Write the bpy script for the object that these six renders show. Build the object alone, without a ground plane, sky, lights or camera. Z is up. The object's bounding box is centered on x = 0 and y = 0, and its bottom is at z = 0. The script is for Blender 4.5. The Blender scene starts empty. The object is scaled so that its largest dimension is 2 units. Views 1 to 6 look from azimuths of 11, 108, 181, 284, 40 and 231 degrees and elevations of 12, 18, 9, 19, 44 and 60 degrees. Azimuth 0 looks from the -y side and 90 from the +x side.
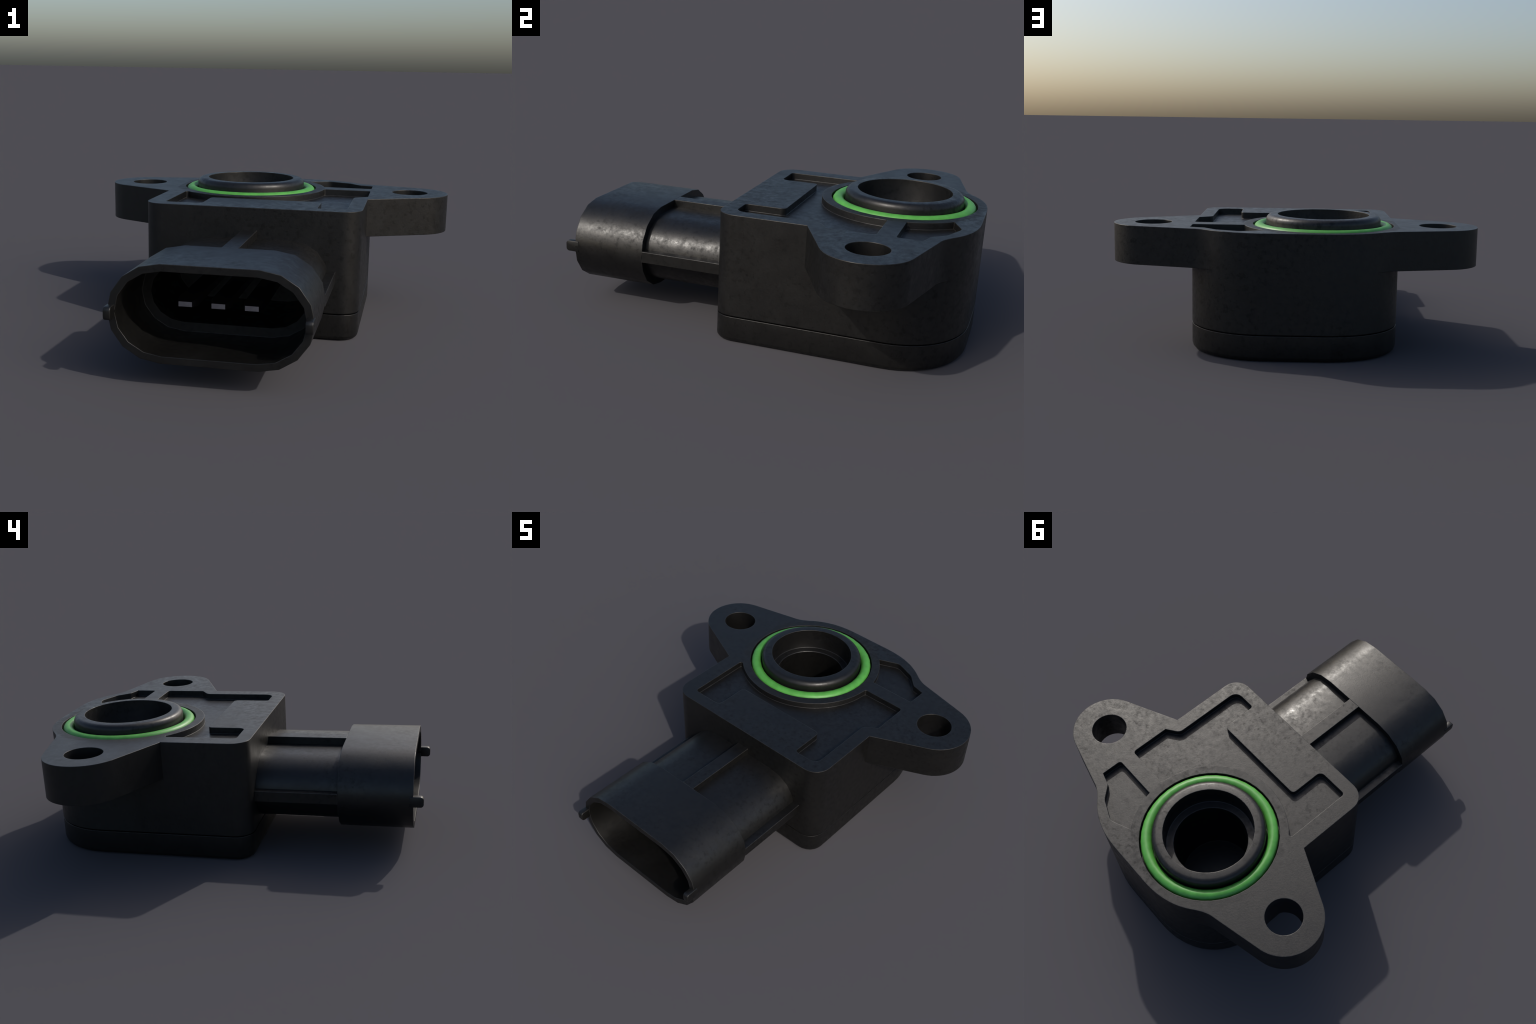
"""Black plastic throttle sensor: ribbed housing with two bolt lugs, a spigot with
green seal ring, a base cover and an oval plug socket with three blade terminals."""
import bpy, bmesh, math
from mathutils import Vector
from mathutils.geometry import tessellate_polygon

# ----------------------------------------------------------------- sizes (m)
TOP = 0.622          # upper face of housing and lugs
LUG_LOW = 0.428      # underside of the lugs
SEAM = 0.129         # joint between housing and base cover
HALF_X = 0.5248      # half width of the box
FRONT_Y = -0.1555     # front face of the box
CORNER = 0.092       # vertical corner radius at the front
FLOOR = 0.588        # floor of the top pockets
SPIGOT = (-0.143, 0.593)
RING_R = 0.409       # outer radius of the raised ring round the spigot
GROOVE_R = 0.3625
BOLT = (0.731, 0.601)
LUG_R = 0.2005
HOLE_R = 0.095
AXIS_Z = 0.3105      # height of the plug axis


# ----------------------------------------------------------------- 2D helpers
def arc(cx, cy, r, a0, a1, n, ry=None):
    ry = r if ry is None else ry
    return [(cx + r * math.cos(math.radians(a0 + (a1 - a0) * i / n)),
             cy + ry * math.sin(math.radians(a0 + (a1 - a0) * i / n))) for i in range(n + 1)]


def circle(cx, cy, r, n):
    return arc(cx, cy, r, 0, 360, n)[:-1]


def rounded(corners, n=5):
    """Polygon whose corners (x, y, radius) are replaced by tangent arcs."""
    out, m = [], len(corners)
    for i in range(m):
        p = Vector(corners[i][:2])
        r = corners[i][2] if len(corners[i]) > 2 else 0.0
        if r <= 0:
            out.append((p.x, p.y))
            continue
        a = (Vector(corners[i - 1][:2]) - p).normalized()
        b = (Vector(corners[(i + 1) % m][:2]) - p).normalized()
        half = a.angle(b) / 2
        t = r / math.tan(half)
        c = p + (a + b).normalized() * (r / math.sin(half))
        s, e = p + a * t - c, p + b * t - c
        a0, a1 = math.atan2(s.y, s.x), math.atan2(e.y, e.x)
        d = (a1 - a0 + math.pi) % (2 * math.pi) - math.pi
        out += [(c.x + r * math.cos(a0 + d * k / n), c.y + r * math.sin(a0 + d * k / n))
                for k in range(n + 1)]
    return out


def offset(loop, d):
    """Move a counter-clockwise loop inwards by d (mitred)."""
    out, m = [], len(loop)
    for i in range(m):
        p, q, s = Vector(loop[i]), Vector(loop[i - 1]), Vector(loop[(i + 1) % m])
        e0, e1 = (p - q).normalized(), (s - p).normalized()
        n0, n1 = Vector((-e0.y, e0.x)), Vector((-e1.y, e1.x))
        nn = (n0 + n1).normalized()
        out.append(tuple(p + nn * (d / max(0.4, nn.dot(n0)))))
    return out


def stadium(flat, rx, rz, n=8):
    """Oval: straight top and bottom of half length flat, elliptic ends, counter-clockwise."""
    return arc(flat, 0, rx, -90, 90, n, rz) + arc(-flat, 0, rx, 90, 270, n, rz)


# ----------------------------------------------------------------- mesh builder
class Builder:
    def __init__(self):
        self.verts, self.faces = [], []

    def add(self, pts):
        i = len(self.verts)
        self.verts += [tuple(p) for p in pts]
        return list(range(i, i + len(pts)))

    def strip(self, a, b, closed=True):
        ia, ib = self.add(a), self.add(b)
        n = len(a)
        for i in range(n if closed else n - 1):
            j = (i + 1) % n
            self.faces.append((ia[i], ia[j], ib[j], ib[i]))

    def fill(self, loops, lift):
        """Flat face with holes: first loop is the outline."""
        v3 = [[Vector((x, y, 0)) for x, y in lp] for lp in loops]
        flat = [p for lp in loops for p in lp]
        idx = self.add([lift(p) for p in flat])
        for t in tessellate_polygon(v3):
            self.faces.append(tuple(idx[k] for k in t))

    def box(self, lo, hi):
        x0, y0, z0 = lo
        x1, y1, z1 = hi
        a = [(x0, y0, z0), (x1, y0, z0), (x1, y1, z0), (x0, y1, z0)]
        b = [(p[0], p[1], z1) for p in a]
        self.strip(a, b)
        self.faces += [tuple(self.add(a)), tuple(self.add(b))]

    def mesh(self, name, angle=35, closed=True, bevel=0.0):
        me = bpy.data.meshes.new(name)
        me.from_pydata(self.verts, [], self.faces)
        bm = bmesh.new()
        bm.from_mesh(me)
        bmesh.ops.remove_doubles(bm, verts=bm.verts, dist=2e-5)
        bmesh.ops.dissolve_degenerate(bm, edges=bm.edges, dist=1e-6)
        bmesh.ops.recalc_face_normals(bm, faces=bm.faces)
        if bevel:
            sharp = [e for e in bm.edges if len(e.link_faces) == 2
                     and e.calc_face_angle(0) > math.radians(50)]
            bmesh.ops.bevel(bm, geom=sharp, offset=bevel, segments=2, profile=0.5, affect='EDGES')
        bm.to_mesh(me)
        bm.free()
        me.polygons.foreach_set("use_smooth", [True] * len(me.polygons))
        me.set_sharp_from_angle(angle=math.radians(angle))
        me.update()
        return me


def at(z):
    return lambda p: (p[0], p[1], z)


def facing(y):
    """Plug cross-sections: (across, up) -> world at depth y."""
    return lambda p: (p[0], y, AXIS_Z + p[1])


def ring3(loop, lift):
    return [lift(p) for p in loop]


# ----------------------------------------------------------------- materials
def new_material(name):
    m = bpy.data.materials.new(name)
    m.use_nodes = True
    nt = m.node_tree
    nt.nodes.clear()
    out = nt.nodes.new("ShaderNodeOutputMaterial")
    bs = nt.nodes.new("ShaderNodeBsdfPrincipled")
    nt.links.new(bs.outputs[0], out.inputs[0])
    return m, nt, bs


def noise(nt, coord, scale, detail, rough, loc=(0, 0, 0), stretch=(1, 1, 1)):
    mp = nt.nodes.new("ShaderNodeMapping")
    mp.inputs["Location"].default_value = loc
    mp.inputs["Scale"].default_value = stretch
    nt.links.new(coord, mp.inputs["Vector"])
    n = nt.nodes.new("ShaderNodeTexNoise")
    n.inputs["Scale"].default_value = scale
    n.inputs["Detail"].default_value = detail
    n.inputs["Roughness"].default_value = rough
    nt.links.new(mp.outputs[0], n.inputs["Vector"])
    return n.outputs["Fac"]


def ramp(nt, fac, stops):
    r = nt.nodes.new("ShaderNodeValToRGB")
    while len(r.color_ramp.elements) < len(stops):
        r.color_ramp.elements.new(0.5)
    for e, (p, c) in zip(r.color_ramp.elements, stops):
        e.position = p
        e.color = (*c, 1) if isinstance(c, tuple) else (c, c, c, 1)
    nt.links.new(fac, r.inputs[0])
    return r.outputs["Color"]


def math_node(nt, op, a, b):
    m = nt.nodes.new("ShaderNodeMath")
    m.operation = op
    for s, v in zip(m.inputs, (a, b)):
        if isinstance(v, (int, float)):
            s.default_value = v
        else:
            nt.links.new(v, s)
    return m.outputs[0]


def plastic(name, dark, light, rough_lo, rough_hi, grain=1.0, mottling=0.50, ring_wear=False):
    """Near-black moulded plastic with mottled gloss and faint paler, slightly warm-toned blotches."""
    m, nt, bs = new_material(name)
    tc = nt.nodes.new("ShaderNodeTexCoord").outputs["Object"]
    # broad patches decide where the fine mottling of the gloss is strong
    patch = noise(nt, tc, 2.3, 2.0, 0.5, (3.1, 1.7, 0.4))
    mottle = noise(nt, tc, 34.0, 7.0, 0.66, (0.3, 7.2, 2.9))
    # pale lines along edges: where a rounded normal departs from the flat one
    soft = nt.nodes.new("ShaderNodeBevel")
    soft.samples = 6
    soft.inputs["Radius"].default_value = 0.007
    geo = nt.nodes.new("ShaderNodeNewGeometry")
    dot = nt.nodes.new("ShaderNodeVectorMath")
    dot.operation = 'DOT_PRODUCT'
    nt.links.new(soft.outputs[0], dot.inputs[0])
    nt.links.new(geo.outputs["Normal"], dot.inputs[1])
    pale_edge = math_node(nt, 'MULTIPLY', ramp(nt, dot.outputs["Value"], [(0.80, 1.0), (0.97, 0.0)]),
                       ramp(nt, noise(nt, tc, 14.0, 4.0, 0.6, (1.9, 4.1, 6.3)), [(0.36, 0.30), (0.60, 1.0)]))
    # no pale line at the joint of the base cover
    pos = nt.nodes.new("ShaderNodeSeparateXYZ")
    nt.links.new(geo.outputs["Position"], pos.inputs[0])
    pale_edge = math_node(nt, 'MULTIPLY', pale_edge,
                       math_node(nt, 'GREATER_THAN',
                                 math_node(nt, 'ABSOLUTE', math_node(nt, 'SUBTRACT', pos.outputs[2], SEAM), 0), 0.02))
    tint = nt.nodes.new("ShaderNodeMix")
    tint.data_type = 'RGBA'
    nt.links.new(pale_edge, tint.inputs[0])
    nt.links.new(ramp(nt, mottle, [(0.30, dark), (0.70, light)]), tint.inputs[6])
    tint.inputs[7].default_value = (0.030, 0.029, 0.0275, 1)
    nt.links.new(tint.outputs[2], bs.inputs["Base Color"])
    strength = nt.nodes.new("ShaderNodeMapRange")
    strength.inputs["From Min"].default_value = 0.38
    strength.inputs["From Max"].default_value = 0.60
    strength.inputs["To Min"].default_value = 0.15
    strength.inputs["To Max"].default_value = 1.0
    sx = nt.nodes.new("ShaderNodeSeparateXYZ")
    nt.links.new(tc, sx.inputs[0])
    # gloss mottling gets stronger towards +x
    nt.links.new(math_node(nt, 'ADD', patch, math_node(nt, 'MULTIPLY', sx.outputs[0], 0.22)),
                 strength.inputs["Value"])
    spread = math_node(nt, 'MULTIPLY', math_node(nt, 'SUBTRACT', mottle, 0.5), strength.outputs[0])
    cloud = math_node(nt, 'MULTIPLY',
                      math_node(nt, 'SUBTRACT', noise(nt, tc, 12.0, 5.0, 0.62, (8.2, 0.6, 4.4)), 0.5), 0.45)
    dev = math_node(nt, 'ADD', spread, cloud)
    rough = math_node(nt, 'SUBTRACT', (rough_lo + rough_hi) / 2,
                      math_node(nt, 'MULTIPLY', dev, mottling))
    if ring_wear:
        # handling marks dull the raised ring round the spigot
        sub = nt.nodes.new("ShaderNodeVectorMath")
        sub.operation = 'SUBTRACT'
        nt.links.new(tc, sub.inputs[0])
        sub.inputs[1].default_value = (SPIGOT[0], SPIGOT[1], 0)
        flat = nt.nodes.new("ShaderNodeVectorMath")
        flat.operation = 'MULTIPLY'
        nt.links.new(sub.outputs[0], flat.inputs[0])
        flat.inputs[1].default_value = (1, 1, 0)
        length = nt.nodes.new("ShaderNodeVectorMath")
        length.operation = 'LENGTH'
        nt.links.new(flat.outputs[0], length.inputs[0])
        edge = math_node(nt, 'ADD', length.outputs["Value"],
                         math_node(nt, 'MULTIPLY', math_node(nt, 'SUBTRACT', mottle, 0.5), 0.05))
        mask = ramp(nt, edge, [(0.400, 1.0), (0.415, 0.0)])
        rough = math_node(nt, 'ADD', rough, math_node(nt, 'MULTIPLY', mask, 0.09))
    nt.links.new(rough, bs.inputs["Roughness"])
    # small dull grime spots
    spots = ramp(nt, noise(nt, tc, 40.0, 4.0, 0.6, (5.5, 2.2, 9.1)), [(0.36, 1.0), (0.47, 0.0)])
    spec = math_node(nt, 'SUBTRACT',
                     math_node(nt, 'ADD', 0.49, math_node(nt, 'MULTIPLY', spread, 0.4)),
                     math_node(nt, 'MULTIPLY', math_node(nt, 'MULTIPLY', spots, strength.outputs[0]), 0.15))
    nt.links.new(spec, bs.inputs["Specular IOR Level"])
    bev = nt.nodes.new("ShaderNodeBevel")
    bev.samples = 6
    bev.inputs["Radius"].default_value = 0.0045
    bp = nt.nodes.new("ShaderNodeBump")
    bp.inputs["Strength"].default_value = 0.10 * grain
    bp.inputs["Distance"].default_value = 0.004
    nt.links.new(noise(nt, tc, 120.0, 3.0, 0.6), bp.inputs["Height"])
    nt.links.new(bev.outputs[0], bp.inputs["Normal"])
    nt.links.new(bp.outputs[0], bs.inputs["Normal"])
    return m


def rubber(name):
    m, nt, bs = new_material(name)
    tc = nt.nodes.new("ShaderNodeTexCoord").outputs["Object"]
    n = noise(nt, tc, 22.0, 3.0, 0.55)
    nt.links.new(ramp(nt, n, [(0.35, (0.064, 0.265, 0.040)), (0.65, (0.080, 0.330, 0.052))]),
                 bs.inputs["Base Color"])
    bs.inputs["Roughness"].default_value = 0.46
    return m


def tin(name):
    m, nt, bs = new_material(name)
    tc = nt.nodes.new("ShaderNodeTexCoord").outputs["Object"]
    n = noise(nt, tc, 60.0, 3.0, 0.5)
    nt.links.new(ramp(nt, n, [(0.3, (0.36, 0.36, 0.39)), (0.7, (0.46, 0.46, 0.49))]),
                 bs.inputs["Base Color"])
    bs.inputs["Metallic"].default_value = 1.0
    bs.inputs["Roughness"].default_value = 0.30
    return m


BLACK = plastic("black_plastic", (0.0022, 0.0022, 0.0022), (0.0056, 0.0052, 0.0046), 0.38, 0.49)
TOPPED = plastic("black_plastic_worn_ring", (0.0022, 0.0022, 0.0022), (0.0056, 0.0052, 0.0046), 0.38, 0.49,
                 ring_wear=True)
SMOOTH = plastic("smooth_black_plastic", (0.0022, 0.0022, 0.0022), (0.0056, 0.0052, 0.0046), 0.38, 0.46, 0.7, mottling=0.58)
GREEN = rubber("green_rubber")
TIN = tin("tinned_metal")

# ----------------------------------------------------------------- scene tree
ROOT = bpy.data.objects.new("position_sensor", None)
ROOT["label"] = "black plastic car sensor with green seal ring and oval plug socket"
ROOT["category"] = "car sensor"
bpy.context.scene.collection.objects.link(ROOT)


def part(name, mesh, material, parent=ROOT, location=(0, 0, 0)):
    if not mesh.materials:
        mesh.materials.append(material)
    o = bpy.data.objects.new(name, mesh)
    o.location = location
    o.parent = parent
    bpy.context.scene.collection.objects.link(o)
    return o


# ----------------------------------------------------------------- outlines
def body_back(n):
    """Right half of the rounded back of the body (superellipse), from the side to the back."""
    c, yc, e = 0.12, 0.64, 2.2
    pts = []
    for i in range(n + 1):
        t = math.pi / 2 * i / n
        pts.append((c + (HALF_X - c) * math.cos(t) ** (2 / e), yc + 0.36 * math.sin(t) ** (2 / e)))
    return pts


def mirror(pts):
    return [(-x, y) for x, y in reversed(pts)]


BACK = body_back(20)
FRONT = arc(HALF_X - CORNER, FRONT_Y + CORNER, CORNER, -90, 0, 6)
BODY = FRONT + BACK + mirror(BACK) + mirror(FRONT)          # counter-clockwise

# lug tangent lines: one from the notch at the box side, one running into the back
SLOPE_F, SLOPE_B = math.radians(25.0), math.radians(-13.2)
af, ab = math.degrees(SLOPE_F) - 90, math.degrees(SLOPE_B) + 90
LUG_ARC = arc(BOLT[0], BOLT[1], LUG_R, af, ab, 22)
NOTCH = (HALF_X, LUG_ARC[0][1] - (LUG_ARC[0][0] - HALF_X) * math.tan(SLOPE_F))
HEEL = (HALF_X, LUG_ARC[-1][1] + (HALF_X - LUG_ARC[-1][0]) * math.tan(SLOPE_B))


def back_line(x):
    return LUG_ARC[-1][1] + (x - LUG_ARC[-1][0]) * math.tan(SLOPE_B)


# concave fillet between lug line and body back
join = next(i for i, p in enumerate(BACK) if p[1] > back_line(p[0]) and p[0] < 0.48)
tail = [i for i in range(join, len(BACK)) if BACK[i][0] < 0.405][0]
p0, p2 = Vector((0.492, back_line(0.492))), Vector(BACK[tail])
tan_b = (Vector(BACK[tail - 1]) - p2).normalized()
# corner of the two tangents
dx = math.cos(SLOPE_B), math.sin(SLOPE_B)
den = tan_b.x * dx[1] - tan_b.y * dx[0]
s = ((p0.x - p2.x) * dx[1] - (p0.y - p2.y) * dx[0]) / den
p1 = p2 + tan_b * s
FILLET = [tuple((1 - t) ** 2 * p0 + 2 * t * (1 - t) * p1 + t * t * p2)
          for t in [k / 7 for k in range(8)]]
BACK_HIGH = FILLET + BACK[tail + 1:]
# upper outline of the housing between the lug cuts
BACK_RUN = [HEEL] + BACK_HIGH + mirror(BACK_HIGH) + [(-HEEL[0], HEEL[1])]
FRONT_RUN = [(-NOTCH[0], NOTCH[1])] + mirror(FRONT) + FRONT + [NOTCH]
UPPER = FRONT_RUN + BACK_RUN

# pockets in the top face; the ring round the spigot bounds them
a_lo = math.degrees(math.atan2(0.3075 - SPIGOT[1], -0.435 - SPIGOT[0]))
BIG = rounded([(-0.435, -0.083, 0.018), (-0.252, -0.083, 0.030), (-0.252, 0.115, 0.022),
               (0.310, 0.115, 0.024), (0.310, -0.083, 0.016), (0.452, -0.083, 0.045),
               (0.452, 0.322, 0.040), (0.521, 0.370, 0.004), (0.521, 0.590, 0.018),
               (SPIGOT[0] + RING_R + 0.003, 0.590, 0.010)]
              + arc(SPIGOT[0], SPIGOT[1], RING_R, -4, a_lo + 7, 40) + [(-0.435, 0.3075, 0.012)])
b_lo = math.degrees(math.asin((0.677 - SPIGOT[1]) / RING_R))
b_hi = math.degrees(math.atan2(0.878 - SPIGOT[1], 0.150 - SPIGOT[0]))
SMALL = rounded([(0.521, 0.677, 0.016), (0.521, 0.792, 0.003), (0.448, 0.812, 0.03),
                 (0.385, 0.878, 0.06), (0.265, 0.927, 0.05)]
                + arc(SPIGOT[0], SPIGOT[1], RING_R, b_hi, b_lo, 10))
GROOVE = circle(SPIGOT[0], SPIGOT[1], GROOVE_R, 48)

# ----------------------------------------------------------------- housing
b = Builder()
b.fill([UPPER, BIG, SMALL, GROOVE], at(TOP))
for pocket in (BIG, SMALL):
    b.strip(ring3(pocket, at(TOP)), ring3(pocket, at(FLOOR)))
    b.fill([pocket], at(FLOOR))
b.strip(ring3(GROOVE, at(TOP)), ring3(GROOVE, at(0.572)))
for run in (FRONT_RUN, BACK_RUN):
    b.strip(ring3(run, at(LUG_LOW)), ring3(run, at(TOP)), closed=False)
b.strip(ring3(offset(BODY, 0.010), at(SEAM + 0.0032)), ring3(BODY, at(SEAM + 0.0032)))
b.strip(ring3(BODY, at(SEAM + 0.0032)), ring3(BODY, at(LUG_LOW)))
b.strip(ring3(offset(BODY, 0.010), at(SEAM + 0.0032)), ring3(offset(BODY, 0.010), at(SEAM - 0.0015)))
b.fill([offset(BODY, 0.010)], at(SEAM - 0.0015))
# small underside between the body and the lug cut
under = [BACK[0]] + [HEEL] + FILLET + [BACK[i] for i in range(tail - 1, 0, -1)]
b.fill([under], at(LUG_LOW))
b.fill([mirror(under)], at(LUG_LOW))
housing = part("housing", b.mesh("housing", 32), TOPPED)

# ----------------------------------------------------------------- bolt lugs
for side in (1, -1):
    run = [NOTCH] + LUG_ARC + [HEEL]
    hole = circle(BOLT[0], BOLT[1], HOLE_R, 32)
    if side < 0:
        run, hole = mirror(run), mirror(hole)
    b = Builder()
    for z in (TOP, LUG_LOW):
        b.fill([run, hole], at(z))
    b.strip(ring3(run, at(LUG_LOW)), ring3(run, at(TOP)), closed=False)
    b.strip(ring3(hole, at(LUG_LOW)), ring3(hole, at(TOP)))
    part("mounting_lug", b.mesh("mounting_lug", 32), BLACK)

# ----------------------------------------------------------------- base cover
b = Builder()
steps = [(0.010, SEAM - 0.0032), (0.0, SEAM - 0.0032), (0.0, 0.022), (0.003, 0.011),
         (0.009, 0.004), (0.018, 0.0)]
loops = [ring3(offset(BODY, d), at(z)) for d, z in steps]
for lo, hi in zip(loops, loops[1:]):
    b.strip(lo, hi)
b.fill([offset(BODY, steps[0][0])], at(steps[0][1]))
b.fill([offset(BODY, steps[-1][0])], at(0.0))
part("base_cover", b.mesh("base_cover", 40), BLACK)


# ----------------------------------------------------------------- spigot and seal
def lathe(profile, n, center, closed=False):
    b = Builder()
    loops = [[(center[0] + r * math.cos(2 * math.pi * i / n),
               center[1] + r * math.sin(2 * math.pi * i / n), z) for i in range(n)]
             for r, z in profile]
    for lo, hi in zip(loops, loops[1:] + (loops[:1] if closed else [])):
        b.strip(lo, hi)
    return b, loops


fil = 0.028
profile = [(GROOVE_R, 0.572), (0.294, 0.572)]
profile += arc(0.294 - fil, 0.673 - fil, fil, 0, 90, 6)
profile += [(0.2350, 0.673), (0.2350, 0.551), (0.2330, 0.546), (0.2280, 0.545),
            (0.1960, 0.545), (0.1935, 0.542), (0.1935, 0.140)]
b, loops = lathe(profile, 48, SPIGOT)
b.faces.append(tuple(b.add(loops[-1])))
part("spigot", b.mesh("spigot", 35), SMOOTH)

tube = [(0.3275 + 0.0295 * math.cos(2 * math.pi * i / 16),
         0.6020 + 0.0295 * math.sin(2 * math.pi * i / 16)) for i in range(16)]
b, loops = lathe(tube, 40, SPIGOT, closed=True)
part("seal_ring", b.mesh("seal_ring", 180), GREEN)

# ----------------------------------------------------------------- plug socket
Y_FRONT, Y_BACK, Y_LEDGE, Y_END = -0.949, -0.578, -0.602, -0.160
OUT = stadium(0.198, 0.2195, 0.2040)
INN = stadium(0.194, 0.1925, 0.1740)
NECK = stadium(0.200, 0.1780, 0.1650)
CAV = stadium(0.196, 0.1480, 0.1320)

b = Builder()
b.strip(ring3(OUT, facing(Y_FRONT)), ring3(OUT, facing(Y_BACK)))
b.fill([OUT, INN], facing(Y_FRONT))
b.strip(ring3(INN, facing(Y_FRONT)), ring3(INN, facing(Y_LEDGE)))
b.fill([INN, CAV], facing(Y_LEDGE))
b.fill([OUT, NECK], facing(Y_BACK))
shell = part("plug_shell", b.mesh("plug_shell", 40), SMOOTH)

b = Builder()
b.strip(ring3(NECK, facing(Y_BACK)), ring3(NECK, facing(FRONT_Y + 0.002)))
part("plug_neck", b.mesh("plug_neck", 40), SMOOTH)

b = Builder()
b.strip(ring3(CAV, facing(Y_LEDGE)), ring3(CAV, facing(Y_END)))
b.fill([CAV], facing(Y_END))
part("plug_cavity", b.mesh("plug_cavity", 40), SMOOTH)

# stiffening ribs between shell and box: above, below and on both flanks
b = Builder()
b.box((-0.0365, Y_BACK, -0.0215), (0.0365, FRONT_Y + 0.002, 0.0215))
rib = b.mesh("rib", 30)
rib_z = 0.2040 - 0.0215 - 0.0004
part("rib", rib, SMOOTH, location=(0, 0, AXIS_Z + rib_z))
part("rib", rib, SMOOTH, location=(0, 0, AXIS_Z - rib_z))
b = Builder()
b.box((-0.025, Y_BACK, -0.0275), (0.025, FRONT_Y + 0.002, 0.0275))
flank = b.mesh("flank_rib", 30)
for sx in (1, -1):
    part("flank_rib", flank, SMOOTH, location=(sx * (0.4145 - 0.025), 0, AXIS_Z))

# keying pegs on the rim of the shell
peg_side = rounded([(-0.0510, -0.0275, 0.016), (0.020, -0.0275), (0.020, 0.0275),
                    (-0.0510, 0.0275, 0.016)], 5)
b = Builder()
for x in (-0.0155, 0.0155):
    b.fill([peg_side], lambda p, x=x: (x, Y_FRONT + p[0], p[1]))
b.strip([(-0.0155, Y_FRONT + p[0], p[1]) for p in peg_side],
        [(0.0155, Y_FRONT + p[0], p[1]) for p in peg_side])
peg = b.mesh("keying_peg", 40, bevel=0.004)
for sx in (1, -1):
    part("keying_peg", peg, SMOOTH, parent=shell, location=(sx * 0.401, 0, AXIS_Z + 0.001))

# blade terminals with chamfered tips
b = Builder()
sections = [(-0.786, 0.0285, 0.0105), (-0.742, 0.0390, 0.0175), (Y_END + 0.002, 0.0390, 0.0175)]
rects = [[(-w, y, -h), (w, y, -h), (w, y, h), (-w, y, h)] for y, w, h in sections]
for lo, hi in zip(rects, rects[1:]):
    b.strip(lo, hi)
b.faces += [tuple(b.add(rects[0])), tuple(b.add(rects[-1]))]
blade = b.mesh("terminal", 20)
for k in (-1, 0, 1):
    part("terminal", blade, TIN, location=(k * 0.1395, 0, AXIS_Z + 0.002))
